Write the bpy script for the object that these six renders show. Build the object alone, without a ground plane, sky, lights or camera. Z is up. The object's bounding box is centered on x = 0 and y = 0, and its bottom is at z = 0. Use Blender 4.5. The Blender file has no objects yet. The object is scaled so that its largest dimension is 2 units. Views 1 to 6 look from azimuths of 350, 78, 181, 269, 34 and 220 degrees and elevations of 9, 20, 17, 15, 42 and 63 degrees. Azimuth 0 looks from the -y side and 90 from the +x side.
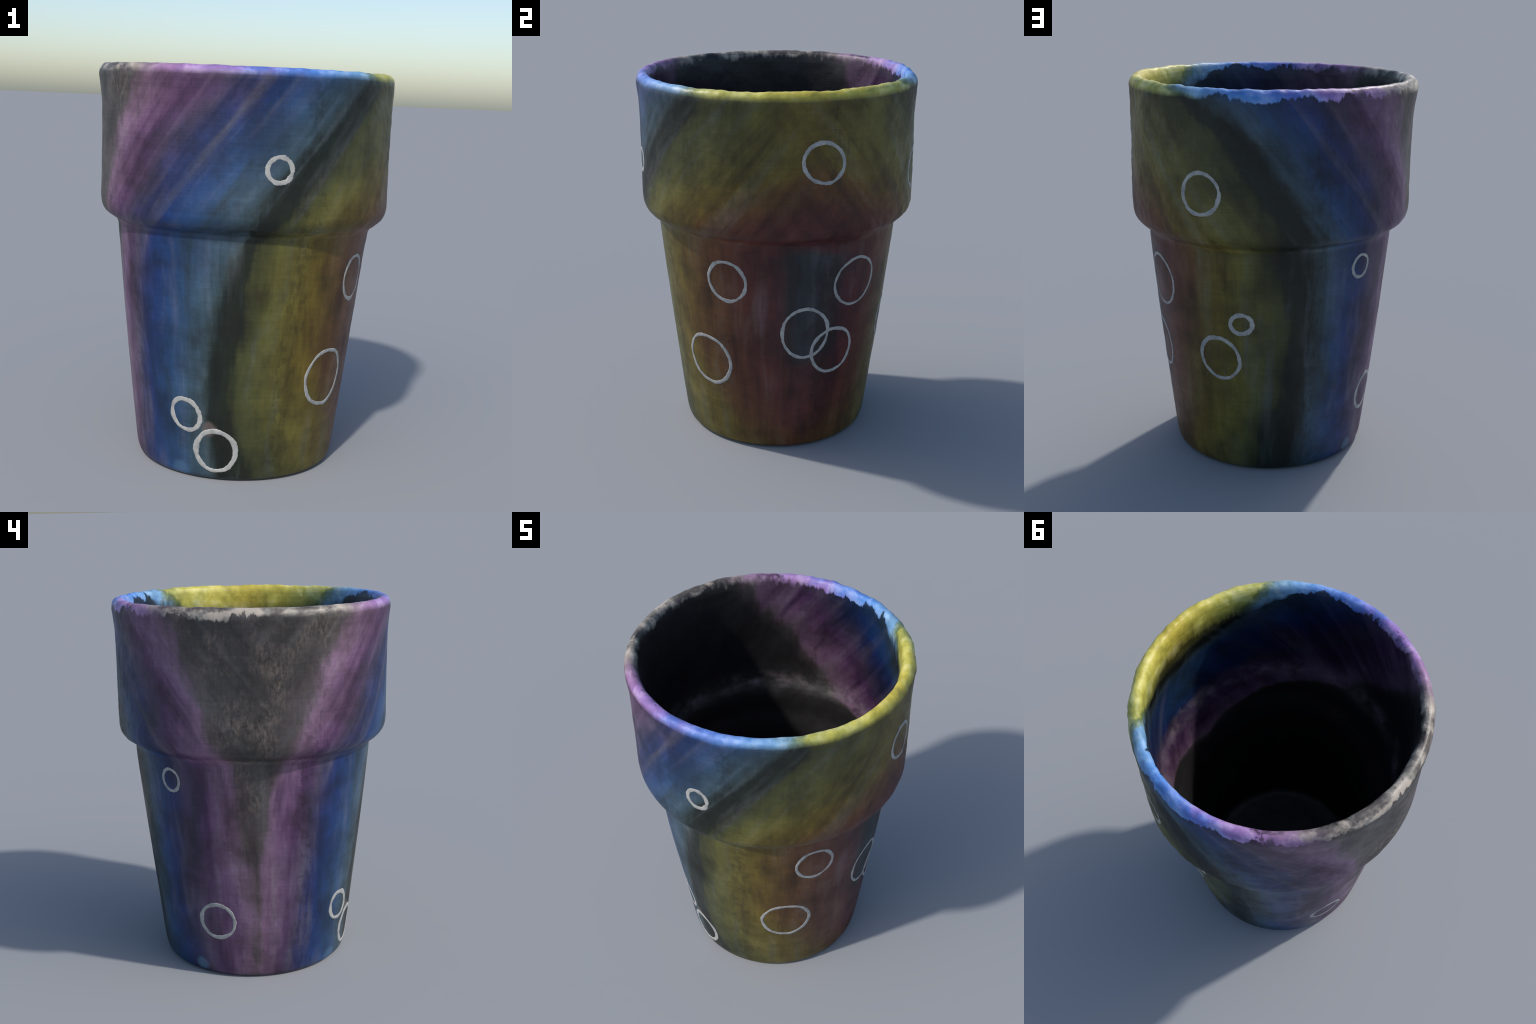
"""Hand-painted tall flower pot: tapered lower wall, wide collar with a sloped
shoulder, rounded lip, hollow inside with a matching ledge, rainbow glaze that
runs red -> yellow -> green -> blue -> purple -> charcoal round both sides, and
chalk-white brush rings."""
import bpy, math
import numpy as np
from mathutils import noise, Vector

N_AZ = 640                       # divisions round the pot


# ------------------------------------------------------------------ helpers
def interp(x, pts):
    return np.interp(x, [p[0] for p in pts], [p[1] for p in pts])


def smooth_profile(pts, step):
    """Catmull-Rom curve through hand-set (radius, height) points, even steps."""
    p = np.array(pts, float)
    p = np.vstack([2 * p[0] - p[1], p, 2 * p[-1] - p[-2]])
    out = []
    for i in range(1, len(p) - 2):
        a, b, c, d = p[i - 1:i + 3]
        # centripetal knots keep the curve from overshooting at tight corners
        t = [0.0]
        for u, v in ((a, b), (b, c), (c, d)):
            t.append(t[-1] + max(np.linalg.norm(v - u), 1e-6) ** 0.5)
        for q in np.linspace(t[1], t[2], 24, endpoint=False):
            A1 = (t[1] - q) / (t[1] - t[0]) * a + (q - t[0]) / (t[1] - t[0]) * b
            A2 = (t[2] - q) / (t[2] - t[1]) * b + (q - t[1]) / (t[2] - t[1]) * c
            A3 = (t[3] - q) / (t[3] - t[2]) * c + (q - t[2]) / (t[3] - t[2]) * d
            B1 = (t[2] - q) / (t[2] - t[0]) * A1 + (q - t[0]) / (t[2] - t[0]) * A2
            B2 = (t[3] - q) / (t[3] - t[1]) * A2 + (q - t[1]) / (t[3] - t[1]) * A3
            out.append((t[2] - q) / (t[2] - t[1]) * B1 + (q - t[1]) / (t[2] - t[1]) * B2)
    out.append(p[-2])
    out = np.array(out)
    s = np.concatenate([[0], np.cumsum(np.linalg.norm(np.diff(out, axis=0), axis=1))])
    n = max(2, int(round(s[-1] / step)))
    q = np.linspace(0, s[-1], n + 1)
    return np.stack([np.interp(q, s, out[:, 0]), np.interp(q, s, out[:, 1])], -1)


# ------------------------------------------------------------------ profile
PROFILE = {
    "foot": [(0.0, 0.010), (0.40, 0.010), (0.455, 0.006), (0.478, 0.001), (0.497, 0.006)],
    "lower_wall": [(0.497, 0.006), (0.508, 0.018), (0.516, 0.045), (0.524, 0.10), (0.559, 0.40),
                   (0.598, 0.75), (0.633, 1.10), (0.6395, 1.165)],
    "collar": [(0.6395, 1.165), (0.643, 1.200), (0.655, 1.222), (0.683, 1.243), (0.708, 1.268),
               (0.722, 1.298), (0.727, 1.338), (0.7265, 1.45), (0.7255, 1.60), (0.7265, 1.75),
               (0.731, 1.85), (0.737, 1.912)],
    "rim": [(0.737, 1.912), (0.739, 1.942), (0.733, 1.968), (0.718, 1.986), (0.701, 1.9900),
            (0.685, 1.983), (0.673, 1.962), (0.667, 1.930)],
    "inner_wall": [(0.667, 1.930), (0.663, 1.86), (0.659, 1.70), (0.656, 1.47), (0.650, 1.39), (0.633, 1.325),
                   (0.604, 1.265), (0.587, 1.205), (0.572, 1.125), (0.540, 1.035), (0.520, 0.95),
                   (0.510, 0.80), (0.507, 0.55), (0.490, 0.30), (0.461, 0.14), (0.448, 0.105)],
    "inner_floor": [(0.448, 0.105), (0.436, 0.090), (0.41, 0.083), (0.20, 0.080), (0.0, 0.080)],
}
STEP = {"foot": 0.02, "lower_wall": 0.0075, "collar": 0.005, "rim": 0.0035, "inner_wall": 0.0085, "inner_floor": 0.012}

# the turned axis wanders a little, as the pot is hand made
AXIS_X = [(0, .009), (.1, .009), (1.1, .0135), (1.35, .010), (1.6, .009), (1.8, .006), (1.95, .000), (2, -.001)]
AXIS_Y = [(0, .012), (.1, .012), (.75, .008), (1.1, .006), (1.35, .003), (1.6, .002), (1.95, -.004), (2, -.004)]
# broad swells and flats where the wall is out of round:
# azimuth, angular spread, amount, and how it comes and goes with height
SWELLS = [
    (306, 18, .0150, [(0, 0), (.4, .1), (.75, .8), (1.1, 1), (1.65, .95), (1.8, .5), (1.88, .1), (2, 0)]),
    (158, 24, .0080, [(0, .2), (.6, .6), (1.1, 1), (1.85, 1), (1.95, .4), (2, 0)]),
    (64, 18, -.0095, [(0, .3), (.2, .7), (.9, 1), (1.1, 1), (1.2, .3), (1.3, 0), (2, 0)]),
    (12, 14, .0070, [(0, 0), (.8, .2), (1.05, 1), (1.7, 1), (1.85, .2), (2, 0)]),
    (235, 14, .0050, [(0, 0), (1.2, .5), (1.4, 1), (1.9, 1), (2, .2)]),
]
HAMMER_AZ = math.radians(140)    # side where the surface is most dimpled


def relief(x, y, z, az, inside):
    """Lumps along the surface normal, metres."""
    side = 0.5 + 0.5 * math.cos(az - HAMMER_AZ)
    band = min(1.0, max(0.0, (z - 1.15) / 0.15))
    rim = min(1.0, max(0.0, (z - 1.90) / 0.06))
    v = Vector((x, y, z))
    big = noise.noise(v * 2.3 + Vector((3.1, 0.4, 7.7)))
    mid = noise.noise(Vector((x * 11, y * 11, z * 8)))
    fine = noise.noise(Vector((x * 27, y * 27, z * 22)))
    pock = noise.noise(Vector((x * 48, y * 48, z * 40)))
    if inside:
        return 0.0035 * big + 0.0030 * mid + 0.0012 * fine
    return (0.0022 * big + (0.0008 + 0.0030 * side * band + 0.0022 * rim) * mid
            + (0.0005 + 0.0020 * side * band + 0.0012 * rim) * fine
            + (0.0002 + 0.0009 * side * (0.35 + 0.65 * band)) * pock)


def angle_gap(a, b):
    return (a - b + math.pi) % (2 * math.pi) - math.pi


def out_of_round(az, z):
    h = 0.0
    for a, spread, amount, run in SWELLS:
        h += amount * float(interp(z, run)) * math.exp(-0.5 * (angle_gap(az, math.radians(a)) / math.radians(spread)) ** 2)
    return h


def rim_tilt(az, z):
    """The mouth is not quite level."""
    f = min(1.0, max(0.0, (z - 1.3) / 0.6))
    shoulder = math.exp(-0.5 * ((z - 1.215) / 0.04) ** 2)
    return (-0.0065 * f * f * math.cos(az - math.radians(10))
            + shoulder * (0.007 + 0.005 * math.cos(az - math.radians(235))))


def inner_slump(az, z):
    """Thick place below the ledge inside, and a slightly oval upper bore."""
    thick = -0.040 * math.exp(-0.5 * (angle_gap(az, math.radians(298)) / math.radians(20)) ** 2 - 0.5 * ((z - 0.90) / 0.10) ** 2)
    bore = min(1.0, max(0.0, (z - 1.2) / 0.15)) * min(1.0, max(0.0, (1.9 - z) / 0.1))
    return thick + 0.006 * bore * max(0.0, math.cos(2 * (az - math.radians(5))))


def base_point(r, z, az):
    return (float(interp(z, AXIS_X)) + r * math.sin(az), float(interp(z, AXIS_Y)) - r * math.cos(az), z)


def build_shell():
    rows, spans = [], {}
    for name, pts in PROFILE.items():
        prof = smooth_profile(pts, STEP[name])
        start = max(0, len(rows) - 1)
        rows.extend([tuple(p) for p in (prof if not rows else prof[1:])])
        spans[name] = (start, len(rows) - 1)
    prof = np.array(rows)
    inner_start = spans["rim"][0] + (spans["rim"][1] - spans["rim"][0]) * 2 // 3
    d = np.gradient(prof, axis=0)
    nrm = np.stack([d[:, 1], -d[:, 0]], -1)
    nrm /= np.maximum(np.linalg.norm(nrm, axis=1, keepdims=True), 1e-9)
    az = np.linspace(0, 2 * math.pi, N_AZ, endpoint=False)
    sa, ca = np.sin(az), -np.cos(az)
    grid = np.zeros((len(prof), N_AZ, 3))
    for i, (r, z) in enumerate(prof):
        cx, cy = float(interp(z, AXIS_X)), float(interp(z, AXIS_Y))
        fade = min(1.0, r / 0.2) * (0.35 if z < 0.02 else 1.0)
        for j in range(N_AZ):
            x, y = cx + r * sa[j], cy + r * ca[j]
            inside = i > inner_start
            h = relief(x, y, z, az[j], inside) * fade
            rr = r + nrm[i, 0] * h
            if inside:
                rr += (inner_slump(az[j], z) + 0.6 * out_of_round(az[j], z)) * min(1.0, max(0.0, r / 0.4))
            else:
                rr += out_of_round(az[j], z) * min(1.0, max(0.0, r / 0.45))
            grid[i, j] = (cx + rr * sa[j], cy + rr * ca[j], z + nrm[i, 1] * h + rim_tilt(az[j], z))
    return prof, grid, spans


def shell_normals(grid):
    du = np.roll(grid, -1, 1) - np.roll(grid, 1, 1)
    dv = np.gradient(grid, axis=0)
    n = np.cross(du, dv)
    n[0, :] = (0, 0, -1)
    n[-1, :] = (0, 0, 1)
    return n / np.maximum(np.linalg.norm(n, axis=2, keepdims=True), 1e-12)


def part_mesh(name, grid, normals, a, b):
    rows = grid[a:b + 1]
    nr = len(rows)
    verts, norms, index = [], [], np.zeros((nr, N_AZ), int)
    for i in range(nr):
        collapsed = np.ptp(rows[i, :, 0]) < 1e-4
        for j in range(1 if collapsed else N_AZ):
            index[i, j] = len(verts)
            verts.append(rows[i, j])
            norms.append(normals[a + i, j])
        if collapsed:
            index[i, :] = index[i, 0]
    faces = []
    for i in range(nr - 1):
        for j in range(N_AZ):
            k = (j + 1) % N_AZ
            f = [index[i, j], index[i, k], index[i + 1, k], index[i + 1, j]]
            f = [v for n, v in enumerate(f) if v not in f[:n]]
            faces.append([int(v) for v in f])
    me = bpy.data.meshes.new(name)
    me.from_pydata([tuple(map(float, v)) for v in verts], [], faces)
    me.polygons.foreach_set("use_smooth", [True] * len(me.polygons))
    me.normals_split_custom_set_from_vertices([tuple(map(float, n)) for n in norms])
    return me


# ------------------------------------------------------------------ node kit
class Kit:
    def __init__(self, name):
        self.mat = bpy.data.materials.new(name)
        self.mat.use_nodes = True
        self.nt = self.mat.node_tree
        self.nt.nodes.clear()

    def node(self, kind, **props):
        n = self.nt.nodes.new(kind)
        for k, v in props.items():
            setattr(n, k, v)
        return n

    def put(self, sock, v):
        if hasattr(v, "is_output"):
            self.nt.links.new(v, sock)
        else:
            sock.default_value = v

    def math(self, op, a, b=None, c=None, clamp=False):
        n = self.node("ShaderNodeMath", operation=op, use_clamp=clamp)
        for i, v in enumerate((a, b, c)):
            if v is not None:
                self.put(n.inputs[i], v)
        return n.outputs[0]

    def span(self, v, a, b, lo=0.0, hi=1.0, smooth=False):
        n = self.node("ShaderNodeMapRange", clamp=True)
        n.interpolation_type = "SMOOTHSTEP" if smooth else "LINEAR"
        for i, q in enumerate((v, a, b, lo, hi)):
            self.put(n.inputs[i], q)
        return n.outputs[0]

    def mix(self, f, a, b, blend="MIX"):
        n = self.node("ShaderNodeMix", data_type="RGBA", blend_type=blend)
        self.put(n.inputs[0], f)
        self.put(n.inputs[6], a)
        self.put(n.inputs[7], b)
        return n.outputs[2]

    def xyz(self, x, y, z):
        n = self.node("ShaderNodeCombineXYZ")
        for i, v in enumerate((x, y, z)):
            self.put(n.inputs[i], v)
        return n.outputs[0]

    def noise(self, vec, scale, detail=3.0, rough=0.55, dist=0.0):
        n = self.node("ShaderNodeTexNoise")
        self.put(n.inputs["Vector"], vec)
        n.inputs["Scale"].default_value = scale
        n.inputs["Detail"].default_value = detail
        n.inputs["Roughness"].default_value = rough
        n.inputs["Distortion"].default_value = dist
        return n.outputs["Fac"]

    def curve(self, v, pts, lo, hi):
        n = self.node("ShaderNodeFloatCurve")
        c = n.mapping.curves[0]
        pts = sorted(pts)
        c.points[0].location = (pts[0][0], (pts[0][1] - lo) / (hi - lo))
        c.points[1].location = (pts[-1][0], (pts[-1][1] - lo) / (hi - lo))
        for p in pts[1:-1]:
            c.points.new(p[0], (p[1] - lo) / (hi - lo))
        for p in c.points:
            p.handle_type = "VECTOR"
        n.mapping.update()
        self.put(n.inputs["Value"], v)
        return self.math("MULTIPLY_ADD", n.outputs[0], hi - lo, lo)

    def ramp(self, v, stops):
        n = self.node("ShaderNodeValToRGB")
        e = n.color_ramp.elements
        while len(e) > 1:
            e.remove(e[-1])
        for i, (p, c) in enumerate(stops):
            q = e[0] if i == 0 else e.new(p)
            q.position = p
            q.color = (*c, 1)
        self.put(n.inputs[0], v)
        return n.outputs[0]


def srgb(r, g, b):
    f = lambda c: (c / 255 / 12.92) if c <= 10 else ((c / 255 + 0.055) / 1.055) ** 2.4
    return (f(r), f(g), f(b))


# Where one colour gives way to the next, as degrees away from the +x meridian,
# by height.  "near" is the -y half of the pot, "far" the +y half.
OUTER = {
    "near": [
        [(0, -30), (.45, -20), (.6, 5), (.95, 9), (1.15, 8), (1.19, -2), (1.24, -20), (2, -60)],          # dark | red
        [(0, -15), (.1, -4), (.2, 17), (.36, 25), (.65, 28), (1.18, 31), (1.25, 33), (1.33, 26), (1.40, 8), (1.45, -10), (2, -45)],   # red | orange
        [(0, 30), (.12, 36), (.3, 47), (.6, 60), (1.19, 60), (1.3, 50), (1.41, 39), (1.5, 27), (1.58, 8), (1.66, -8), (2, -20)],
        [(0, 84), (.31, 97), (.64, 99), (.95, 94), (1.19, 91), (1.45, 74), (1.66, 60), (1.87, 42), (1.96, 42), (2, 46)],
        [(0, 112), (.29, 119), (.62, 116), (.95, 110), (1.19, 102), (1.42, 92), (1.64, 78), (1.86, 64), (1.95, 54), (2, 51)],
        [(0, 159), (.2, 156), (.9, 151), (1.16, 149), (1.33, 140), (1.43, 134), (1.65, 121), (1.85, 102), (2, 96)],
        [(0, 182), (.5, 180), (.73, 178), (1.0, 175), (1.21, 168), (1.36, 165), (1.59, 158), (1.73, 151), (1.83, 144), (2, 137)],
    ],
    "far": [
        [(0, -30), (.45, -10), (.6, 14), (.92, 19), (1.14, 22), (1.19, 4), (1.24, -20), (2, -60)],
        [(0, -15), (.1, -4), (.2, 16), (.32, 27), (.6, 38), (1.1, 45), (1.25, 43), (1.35, 36), (1.42, 15), (1.48, -10), (2, -45)],
        [(0, 40), (.21, 50), (.53, 52), (.8, 58), (1.15, 61), (1.4, 48), (1.5, 36), (1.6, 14), (1.7, -8), (2, -20)],
        [(0, 80), (.18, 85), (.47, 98), (.83, 97), (1.18, 92), (1.38, 93), (1.52, 84), (1.74, 73), (1.92, 58), (2, 40)],
        [(0, 108), (.16, 109), (.45, 113), (.81, 116), (1.16, 116), (1.38, 107), (1.52, 102), (1.75, 89), (1.93, 69), (2, 51)],
        [(0, 147), (.06, 145), (.3, 140), (.9, 139), (1.16, 141), (1.35, 136), (1.48, 133), (1.73, 122), (1.95, 110), (2, 100)],
        [(0, 180), (.4, 176), (.73, 172), (1.0, 170), (1.22, 167), (1.37, 158), (1.5, 157), (1.75, 149), (1.95, 144), (2, 136)],
    ],
}
# inside the colours shift on with depth: yellow lip, blue, purple ledge, charcoal below
INNER_BOTH = [
    [(0, -75), (2, -75)],
    [(0, -60), (2, -60)],
    [(0, -45), (1.7, -45), (1.85, -12), (2, -12)],
    [(0, -36), (1.70, -36), (1.74, 0), (1.80, 28), (1.93, 38), (2, 46)],
    [(0, -28), (1.64, -28), (1.67, 0), (1.71, 25), (1.82, 38), (1.93, 47), (2, 51)],
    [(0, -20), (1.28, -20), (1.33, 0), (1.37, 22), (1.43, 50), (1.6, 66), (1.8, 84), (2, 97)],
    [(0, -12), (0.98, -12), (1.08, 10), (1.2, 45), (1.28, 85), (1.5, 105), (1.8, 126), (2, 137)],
]
INNER = {"near": INNER_BOTH, "far": INNER_BOTH}

PAINT = [   # position along the run (in colour steps), glaze colour
    (0.15, (46, 52, 58)), (0.75, (56, 48, 50)),
    (1.15, (76, 38, 40)), (1.65, (90, 42, 36)),
    (2.15, (96, 54, 32)), (2.70, (104, 72, 30)),
    (3.12, (108, 91, 30)), (3.55, (103, 97, 43)), (3.86, (78, 80, 42)),
    (4.18, (29, 36, 24)), (4.70, (24, 33, 29)), (4.93, (52, 68, 72)),
    (5.15, (56, 80, 98)), (5.42, (36, 68, 108)), (5.72, (22, 50, 102)), (5.92, (40, 46, 90)),
    (6.15, (70, 60, 88)), (6.42, (82, 53, 89)), (6.68, (112, 82, 113)), (6.92, (130, 102, 126)),
    (7.12, (84, 74, 76)), (7.45, (66, 63, 62)),
]


LIP = [     # the same run, lightened to the sunlit look of the upturned lip
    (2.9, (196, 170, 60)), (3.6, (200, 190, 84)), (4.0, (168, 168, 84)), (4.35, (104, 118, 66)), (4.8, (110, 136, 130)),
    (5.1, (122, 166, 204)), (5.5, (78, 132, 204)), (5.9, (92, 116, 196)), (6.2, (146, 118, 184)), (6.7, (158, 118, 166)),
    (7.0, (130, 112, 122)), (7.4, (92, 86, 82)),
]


def paint_material(name, table, inside=False):
    k = Kit(name)
    coord = k.node("ShaderNodeTexCoord").outputs["Object"]
    sep = k.node("ShaderNodeSeparateXYZ")
    k.put(sep.inputs[0], coord)
    x = k.math("SUBTRACT", sep.outputs[0], 0.008)
    y = k.math("SUBTRACT", sep.outputs[1], 0.004)
    z = sep.outputs[2]
    zn = k.math("MULTIPLY", z, 0.5)
    ang = k.math("MULTIPLY", k.math("ARCTAN2", y, x), 180 / math.pi)
    away = k.math("ABSOLUTE", ang)
    far = k.span(y, -0.05, 0.05)
    far_wide = k.span(y, -0.22, 0.22, smooth=True)

    def stretched(sx, sz, px=x, py=y):
        return k.xyz(k.math("MULTIPLY", px, sx), k.math("MULTIPLY", py, sx), k.math("MULTIPLY", z, sz))

    # ragged brush edges: slow wander plus hair-fine streaks
    wander = k.noise(coord, 2.6, 2.0)
    hair = k.noise(stretched(30, 3.0), 1.0, 3.0, 0.6)
    cross = k.noise(stretched(5, 70), 1.0, 3.0, 0.6)
    shift = k.math("ADD", k.math("MULTIPLY_ADD", wander, 12.0, -6.0),
                   k.math("ADD", k.math("MULTIPLY_ADD", hair, 7.0, -3.5), k.math("MULTIPLY_ADD", cross, 3.0, -1.5)))
    a = k.math("ADD", away, shift)

    edges = []
    for n, f in zip(table["near"], table["far"]):
        cn = k.curve(zn, [(p[0] / 2, p[1]) for p in n], -80, 200)
        if n is f:
            edges.append(cn)
            continue
        cf = k.curve(zn, [(p[0] / 2, p[1]) for p in f], -80, 200)
        edges.append(k.math("ADD", k.math("MULTIPLY", cn, k.math("SUBTRACT", 1.0, far)), k.math("MULTIPLY", cf, far)))
    edges = [k.math("SUBTRACT", edges[0], 16.0)] + edges + [k.math("ADD", edges[-1], 22.0)]
    t = None
    for lo, hi in zip(edges[:-1], edges[1:]):
        s = k.span(a, lo, hi)
        t = s if t is None else k.math("ADD", t, s)

    # brush strokes: upright on the lower wall, leaning with the colours on the collar
    lean = k.math("MULTIPLY", k.math("MAXIMUM", k.math("SUBTRACT", z, 1.2), 0.0), 1.05)

    def leaning(sign):
        r = k.node("ShaderNodeVectorRotate", rotation_type="Z_AXIS")
        k.put(r.inputs["Vector"], k.xyz(x, y, z))
        k.put(r.inputs["Angle"], k.math("MULTIPLY", lean, sign))
        q = k.node("ShaderNodeSeparateXYZ")
        k.put(q.inputs[0], r.outputs[0])
        return k.noise(stretched(8.5, 1.1, q.outputs[0], q.outputs[1]), 1.0, 3.5, 0.6, 0.3)

    near_s, far_s = leaning(-1.0), leaning(1.0)
    stroke = k.math("ADD", k.math("MULTIPLY", near_s, k.math("SUBTRACT", 1.0, far_wide)), k.math("MULTIPLY", far_s, far_wide))

    # strokes also carry neighbouring colour along with them
    tt = k.math("ADD", t, k.math("MULTIPLY_ADD", stroke, 0.7, -0.35))
    colour = k.ramp(k.math("MULTIPLY", tt, 1 / 8), [(p / 8, srgb(*c)) for p, c in PAINT])
    light = k.span(stroke, 0.52, 0.74)
    dark = k.span(stroke, 0.50, 0.32)
    colour = k.mix(k.math("MULTIPLY", light, 0.22), colour, (*srgb(138, 142, 146), 1))
    colour = k.mix(k.math("MULTIPLY", dark, 0.60), colour, (*srgb(132, 130, 140), 1), "MULTIPLY")
    # cloudy patches
    cloud = k.noise(coord, 5.0, 4.0, 0.6)
    colour = k.mix(k.span(cloud, 0.38, 0.66, 0.0, 0.75), colour, (*srgb(162, 158, 150), 1), "MULTIPLY")
    # woven brush hatching
    hatch = k.noise(stretched(4, 80), 1.0, 4.0, 0.75, 0.6)
    weave = k.noise(stretched(60, 4), 1.0, 4.0, 0.7, 0.8)
    grain = k.math("MULTIPLY", k.math("ADD", hatch, weave), 0.5)
    tooth = k.math("MULTIPLY_ADD", k.span(grain, 0.36, 0.64), 0.34, 0.83)
    colour = k.mix(1.0, colour, k.xyz(tooth, tooth, tooth), "MULTIPLY")
    # warm clay scuffs in the charcoal
    char = k.span(t, 6.95, 7.4)
    scuff = k.math("MULTIPLY", k.span(k.noise(coord, 6.0, 3.0, 0.6), 0.42, 0.66),
                   k.span(k.noise(stretched(60, 30), 1.0, 5.0, 0.7), 0.40, 0.66))
    colour = k.mix(k.math("MULTIPLY", k.math("MULTIPLY", scuff, char), 0.20 if inside else 0.55), colour, (*srgb(138, 122, 112), 1))
    if inside:      # glaze darkened for the cavity's shade, paler patches along the ledge
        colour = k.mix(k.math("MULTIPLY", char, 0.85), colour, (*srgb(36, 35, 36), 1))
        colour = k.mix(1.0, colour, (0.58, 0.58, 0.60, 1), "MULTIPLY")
        ledge = k.math("MULTIPLY", k.span(k.math("ABSOLUTE", k.math("SUBTRACT", z, 1.31)), 0.07, 0.0),
                       k.span(k.noise(stretched(9, 14), 1.0, 4.0, 0.6), 0.45, 0.7))
        colour = k.mix(k.math("MULTIPLY", ledge, 0.32), colour, (*srgb(150, 138, 142), 1))
    else:           # jagged shading jumps drawn as dark specks in four upright strips
        strip = None
        for a0, z_low in ((-75, 0.0), (10, 0.0), (113, 0.0), (-156, 0.0)):
            gap = k.math("ABSOLUTE", k.math("SUBTRACT", k.math("ADD", ang, k.math("MULTIPLY_ADD", wander, 16.0, -8.0)), a0))
            m = k.span(gap, 5.5, 1.0)
            strip = m if strip is None else k.math("MAXIMUM", strip, m)
        vor = k.node("ShaderNodeTexVoronoi", feature="F1")
        k.put(vor.inputs["Vector"], k.xyz(k.math("MULTIPLY_ADD", hair, 1.5, k.math("MULTIPLY", x, 48)), k.math("MULTIPLY", y, 48), k.math("MULTIPLY_ADD", cross, 1.5, k.math("MULTIPLY", z, 30))))
        vor.inputs["Scale"].default_value = 1.0
        cell = k.node("ShaderNodeSeparateColor")
        k.put(cell.inputs[0], vor.outputs["Color"])
        seam_shade = k.math("MULTIPLY", strip, k.math("GREATER_THAN", k.math("ADD", cell.outputs[0], k.math("MULTIPLY", strip, 0.25)), 0.92))
        colour = k.mix(k.math("MULTIPLY", k.math("GREATER_THAN", seam_shade, 0.05), 0.28), colour, (*srgb(120, 120, 122), 1), "MULTIPLY")

    if not inside:
        # paint rubbed thin along the edge of the shoulder
        rub = k.math("MULTIPLY", k.span(k.math("ABSOLUTE", k.math("SUBTRACT", z, 1.232)), 0.022, 0.004),
                     k.span(k.noise(stretched(6, 20), 1.0, 4.0, 0.6), 0.36, 0.6))
        colour = k.mix(k.math("MULTIPLY", rub, 0.8), colour, k.mix(1.0, colour, (1.9, 1.8, 1.75, 1), "MULTIPLY"))
        # stray dabs of paint
        for (px, py, pz), size, dab, amount in (((-0.20, -0.49, 0.27), 0.045, (104, 92, 88), 0.6),
                                                ((-0.42, 0.31, 0.05), 0.045, (80, 118, 148), 0.5),
                                                ((-0.33, -0.40, 0.03), 0.06, (76, 112, 142), 0.35)):
            d = k.node("ShaderNodeVectorMath", operation="DISTANCE")
            k.put(d.inputs[0], coord)
            d.inputs[1].default_value = (px, py, pz)
            spot = k.span(k.math("ADD", d.outputs["Value"], k.math("MULTIPLY_ADD", hair, 0.03, -0.015)), size, size * 0.6)
            colour = k.mix(k.math("MULTIPLY", spot, amount), colour, (*srgb(*dab), 1))

    # sun on the lip painted in as brighter colours, ending in jagged teeth
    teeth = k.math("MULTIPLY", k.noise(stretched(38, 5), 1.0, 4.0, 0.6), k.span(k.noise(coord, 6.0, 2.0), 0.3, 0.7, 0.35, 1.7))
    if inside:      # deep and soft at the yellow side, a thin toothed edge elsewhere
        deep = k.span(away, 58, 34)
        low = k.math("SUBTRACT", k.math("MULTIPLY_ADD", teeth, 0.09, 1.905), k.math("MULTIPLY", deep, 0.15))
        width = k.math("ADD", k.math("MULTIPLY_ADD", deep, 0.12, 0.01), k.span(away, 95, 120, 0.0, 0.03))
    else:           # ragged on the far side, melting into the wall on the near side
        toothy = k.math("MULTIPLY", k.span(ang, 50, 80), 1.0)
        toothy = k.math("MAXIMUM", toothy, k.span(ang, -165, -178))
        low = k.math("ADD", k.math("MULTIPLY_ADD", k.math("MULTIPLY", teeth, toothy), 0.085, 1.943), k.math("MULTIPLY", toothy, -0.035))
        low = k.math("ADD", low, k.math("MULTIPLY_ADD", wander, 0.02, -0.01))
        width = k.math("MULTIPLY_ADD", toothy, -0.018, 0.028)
    sunlit_tint = k.span(k.math("SUBTRACT", z, low), 0.0, width)
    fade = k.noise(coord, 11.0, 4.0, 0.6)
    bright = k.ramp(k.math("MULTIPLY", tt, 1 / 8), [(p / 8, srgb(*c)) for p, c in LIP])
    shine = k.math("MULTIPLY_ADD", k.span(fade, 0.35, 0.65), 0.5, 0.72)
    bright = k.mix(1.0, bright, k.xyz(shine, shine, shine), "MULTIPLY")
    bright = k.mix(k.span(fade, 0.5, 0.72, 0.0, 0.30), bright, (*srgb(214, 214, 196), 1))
    cream_mottle = k.math("MULTIPLY", k.span(k.noise(stretched(8, 14), 1.0, 4.0, 0.6), 0.46, 0.58), char)
    bright = k.mix(k.math("MULTIPLY", cream_mottle, 0.85), bright, (*srgb(190, 178, 164), 1))
    colour = k.mix(sunlit_tint, colour, bright)

    bsdf = k.node("ShaderNodeBsdfPrincipled")
    k.put(bsdf.inputs["Base Color"], colour)
    bsdf.inputs["Specular IOR Level"].default_value = 0.4
    k.put(bsdf.inputs["Roughness"], k.span(cloud, 0.3, 0.7, 0.38, 0.55))
    bump = k.node("ShaderNodeBump")
    bump.inputs["Strength"].default_value = 0.35
    bump.inputs["Distance"].default_value = 0.004
    k.put(bump.inputs["Height"], k.math("ADD", grain, k.math("MULTIPLY", k.noise(coord, 42.0, 3.0), 0.8)))
    k.put(bsdf.inputs["Normal"], bump.outputs[0])
    out = k.node("ShaderNodeOutputMaterial")
    k.put(out.inputs[0], bsdf.outputs[0])
    return k.mat


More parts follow.
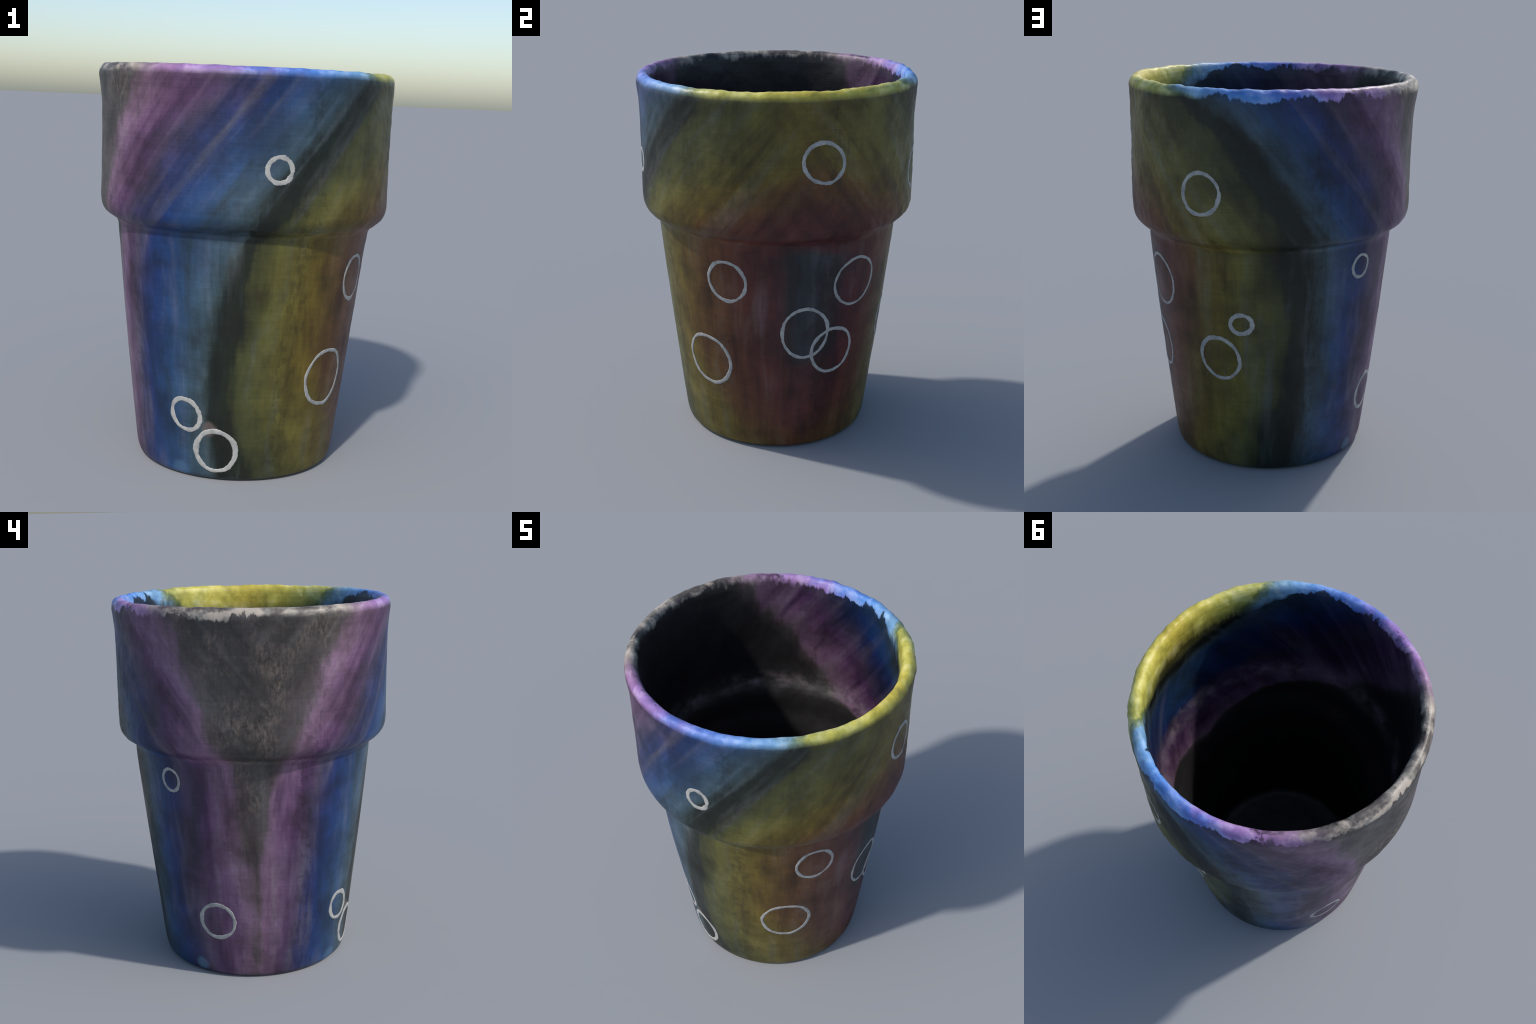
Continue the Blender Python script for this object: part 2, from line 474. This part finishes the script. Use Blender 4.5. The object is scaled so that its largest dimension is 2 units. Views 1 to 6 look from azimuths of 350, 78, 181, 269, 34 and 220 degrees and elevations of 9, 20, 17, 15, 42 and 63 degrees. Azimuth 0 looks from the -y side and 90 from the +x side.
def simple_material(name, lo, hi, scale, rough):
    k = Kit(name)
    coord = k.node("ShaderNodeTexCoord").outputs["Object"]
    n = k.noise(coord, scale, 5.0, 0.65)
    bsdf = k.node("ShaderNodeBsdfPrincipled")
    k.put(bsdf.inputs["Base Color"], k.ramp(n, [(0.35, srgb(*lo)), (0.65, srgb(*hi))]))
    bsdf.inputs["Roughness"].default_value = rough
    bsdf.inputs["Specular IOR Level"].default_value = 0.3
    bump = k.node("ShaderNodeBump")
    bump.inputs["Strength"].default_value = 0.3
    bump.inputs["Distance"].default_value = 0.003
    k.put(bump.inputs["Height"], n)
    k.put(bsdf.inputs["Normal"], bump.outputs[0])
    out = k.node("ShaderNodeOutputMaterial")
    k.put(out.inputs[0], bsdf.outputs[0])
    return k.mat


# ------------------------------------------------------------------ brush rings
# azimuth (0 = -y, 90 = +x), height, semi-axes, tilt of the first axis, brush width
RINGS = [
    (2.6, 1.539, .057, .057, 0, .0220), (324.5, .329, .081, .071, -58, .0234), (340.7, .157, .104, .095, -81, .0249),
    (119.1, .978, .135, .130, -5, .0153), (93.1, .717, .142, .126, -85, .0179), (108.8, .594, .130, .122, -81, .0170),
    (53.6, .996, .111, .104, -74, .0188), (39.4, .507, .140, .135, -61, .0188), (96.4, 1.653, .106, .097, -27, .0198),
    (155.1, 1.507, .099, .098, 33, .0198), (168.8, .842, .057, .050, 16, .0226), (157.3, .642, .114, .105, -61, .0191),
    (227.4, 1.100, .057, .055, -84, .0165), (248.0, .332, .097, .094, 81, .0200),
]


def outer_surface(prof, last):
    zs, rs = prof[:last, 1], prof[:last, 0]
    keep = np.concatenate([[True], np.diff(zs) > 1e-5])
    keep &= zs > 0.02
    zs, rs = zs[keep], rs[keep]

    def at(az, z, lift):
        r = float(np.interp(z, zs, rs))
        slope = (float(np.interp(z + .01, zs, rs)) - float(np.interp(z - .01, zs, rs))) / .02
        x, y, _ = base_point(r, z, az)
        h = relief(x, y, z, az, False) + lift
        L = math.hypot(1, slope)
        x, y, _ = base_point(r + h / L + out_of_round(az, z), z, az)
        return (x, y, z - h * slope / L + rim_tilt(az, z))
    return at


def ring_mesh(n, spec, at):
    az0, z0, sa, sb, tilt, width = spec
    az0, tilt = math.radians(az0), math.radians(tilt)
    r0 = math.hypot(*at(az0, z0, 0)[:2])
    steps = 144
    # cross-section of the stroke: across the brush (-1..1), height above the wall
    section = [(-1.0, -.004), (-.94, .0006), (-.6, .0012), (0, .0014), (.6, .0012), (.94, .0006), (1.0, -.004)]
    lift0 = 0.0005 * (n % 3)
    verts, faces = [], []
    for i in range(steps):
        a = 2 * math.pi * i / steps
        c, s = math.cos(a), math.sin(a)
        q = Vector((c * 1.6 + n * 7.3, s * 1.6, n * 2.1))
        wob = 1 + 0.035 * noise.noise(q)
        half = 0.5 * width * (1 + 0.42 * noise.noise(q * 1.3 + Vector((9, 4, 1))))
        jag_out, jag_in = (0.0028 * noise.noise(Vector((c * 9 + o, s * 9, n * 3.7))) for o in (0, 40))
        for u, h in section:
            d = u * half + (jag_out if u > 0 else jag_in) * abs(u)
            ex, ey = (sa * wob + d) * c, (sb * wob + d) * s
            px = ex * math.cos(tilt) - ey * math.sin(tilt)
            pz = ex * math.sin(tilt) + ey * math.cos(tilt)
            verts.append(at(az0 + px / r0, z0 + pz, h + (lift0 if h > 0 else 0)))
    m = len(section)
    for i in range(steps):
        k = (i + 1) % steps
        for j in range(m - 1):
            faces.append((i * m + j, k * m + j, k * m + j + 1, i * m + j + 1))
        faces.append((i * m + m - 1, k * m + m - 1, k * m, i * m))
    me = bpy.data.meshes.new("painted_ring")
    me.from_pydata(verts, [], faces)
    me.polygons.foreach_set("use_smooth", [True] * len(me.polygons))
    me.update()
    return me


# ------------------------------------------------------------------ assemble
def main():
    scene = bpy.context.scene
    root = bpy.data.objects.new("flower_pot", None)
    root["label"] = "tall hand-painted rainbow clay pot with white rings"
    root["category"] = "flower pot"
    scene.collection.objects.link(root)

    prof, grid, spans = build_shell()
    normals = shell_normals(grid)
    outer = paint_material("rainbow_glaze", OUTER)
    mats = {
        "foot": simple_material("bare_clay", (96, 88, 78), (140, 128, 110), 18.0, 0.8),
        "lower_wall": outer, "collar": outer,
        "rim": None,
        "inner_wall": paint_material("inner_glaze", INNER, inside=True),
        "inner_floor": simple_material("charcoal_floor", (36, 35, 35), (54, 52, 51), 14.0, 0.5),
    }
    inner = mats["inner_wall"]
    for name, (a, b) in spans.items():
        me = part_mesh(name, grid, normals, a, b)
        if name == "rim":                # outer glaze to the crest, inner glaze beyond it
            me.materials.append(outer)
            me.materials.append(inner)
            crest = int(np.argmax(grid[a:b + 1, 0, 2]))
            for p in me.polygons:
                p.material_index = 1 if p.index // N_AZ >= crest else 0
        else:
            me.materials.append(mats[name])
        ob = bpy.data.objects.new(name, me)
        ob.parent = root
        scene.collection.objects.link(ob)

    chalk = simple_material("chalk_white_paint", (140, 141, 141), (174, 173, 168), 22.0, 0.6)  # white dulled to grey, nearer its brightness in shade
    at = outer_surface(prof, spans["collar"][1])
    for n, spec in enumerate(RINGS):
        me = ring_mesh(n, spec, at)
        me.materials.append(chalk)
        ob = bpy.data.objects.new("painted_ring", me)
        ob.parent = root
        scene.collection.objects.link(ob)


main()
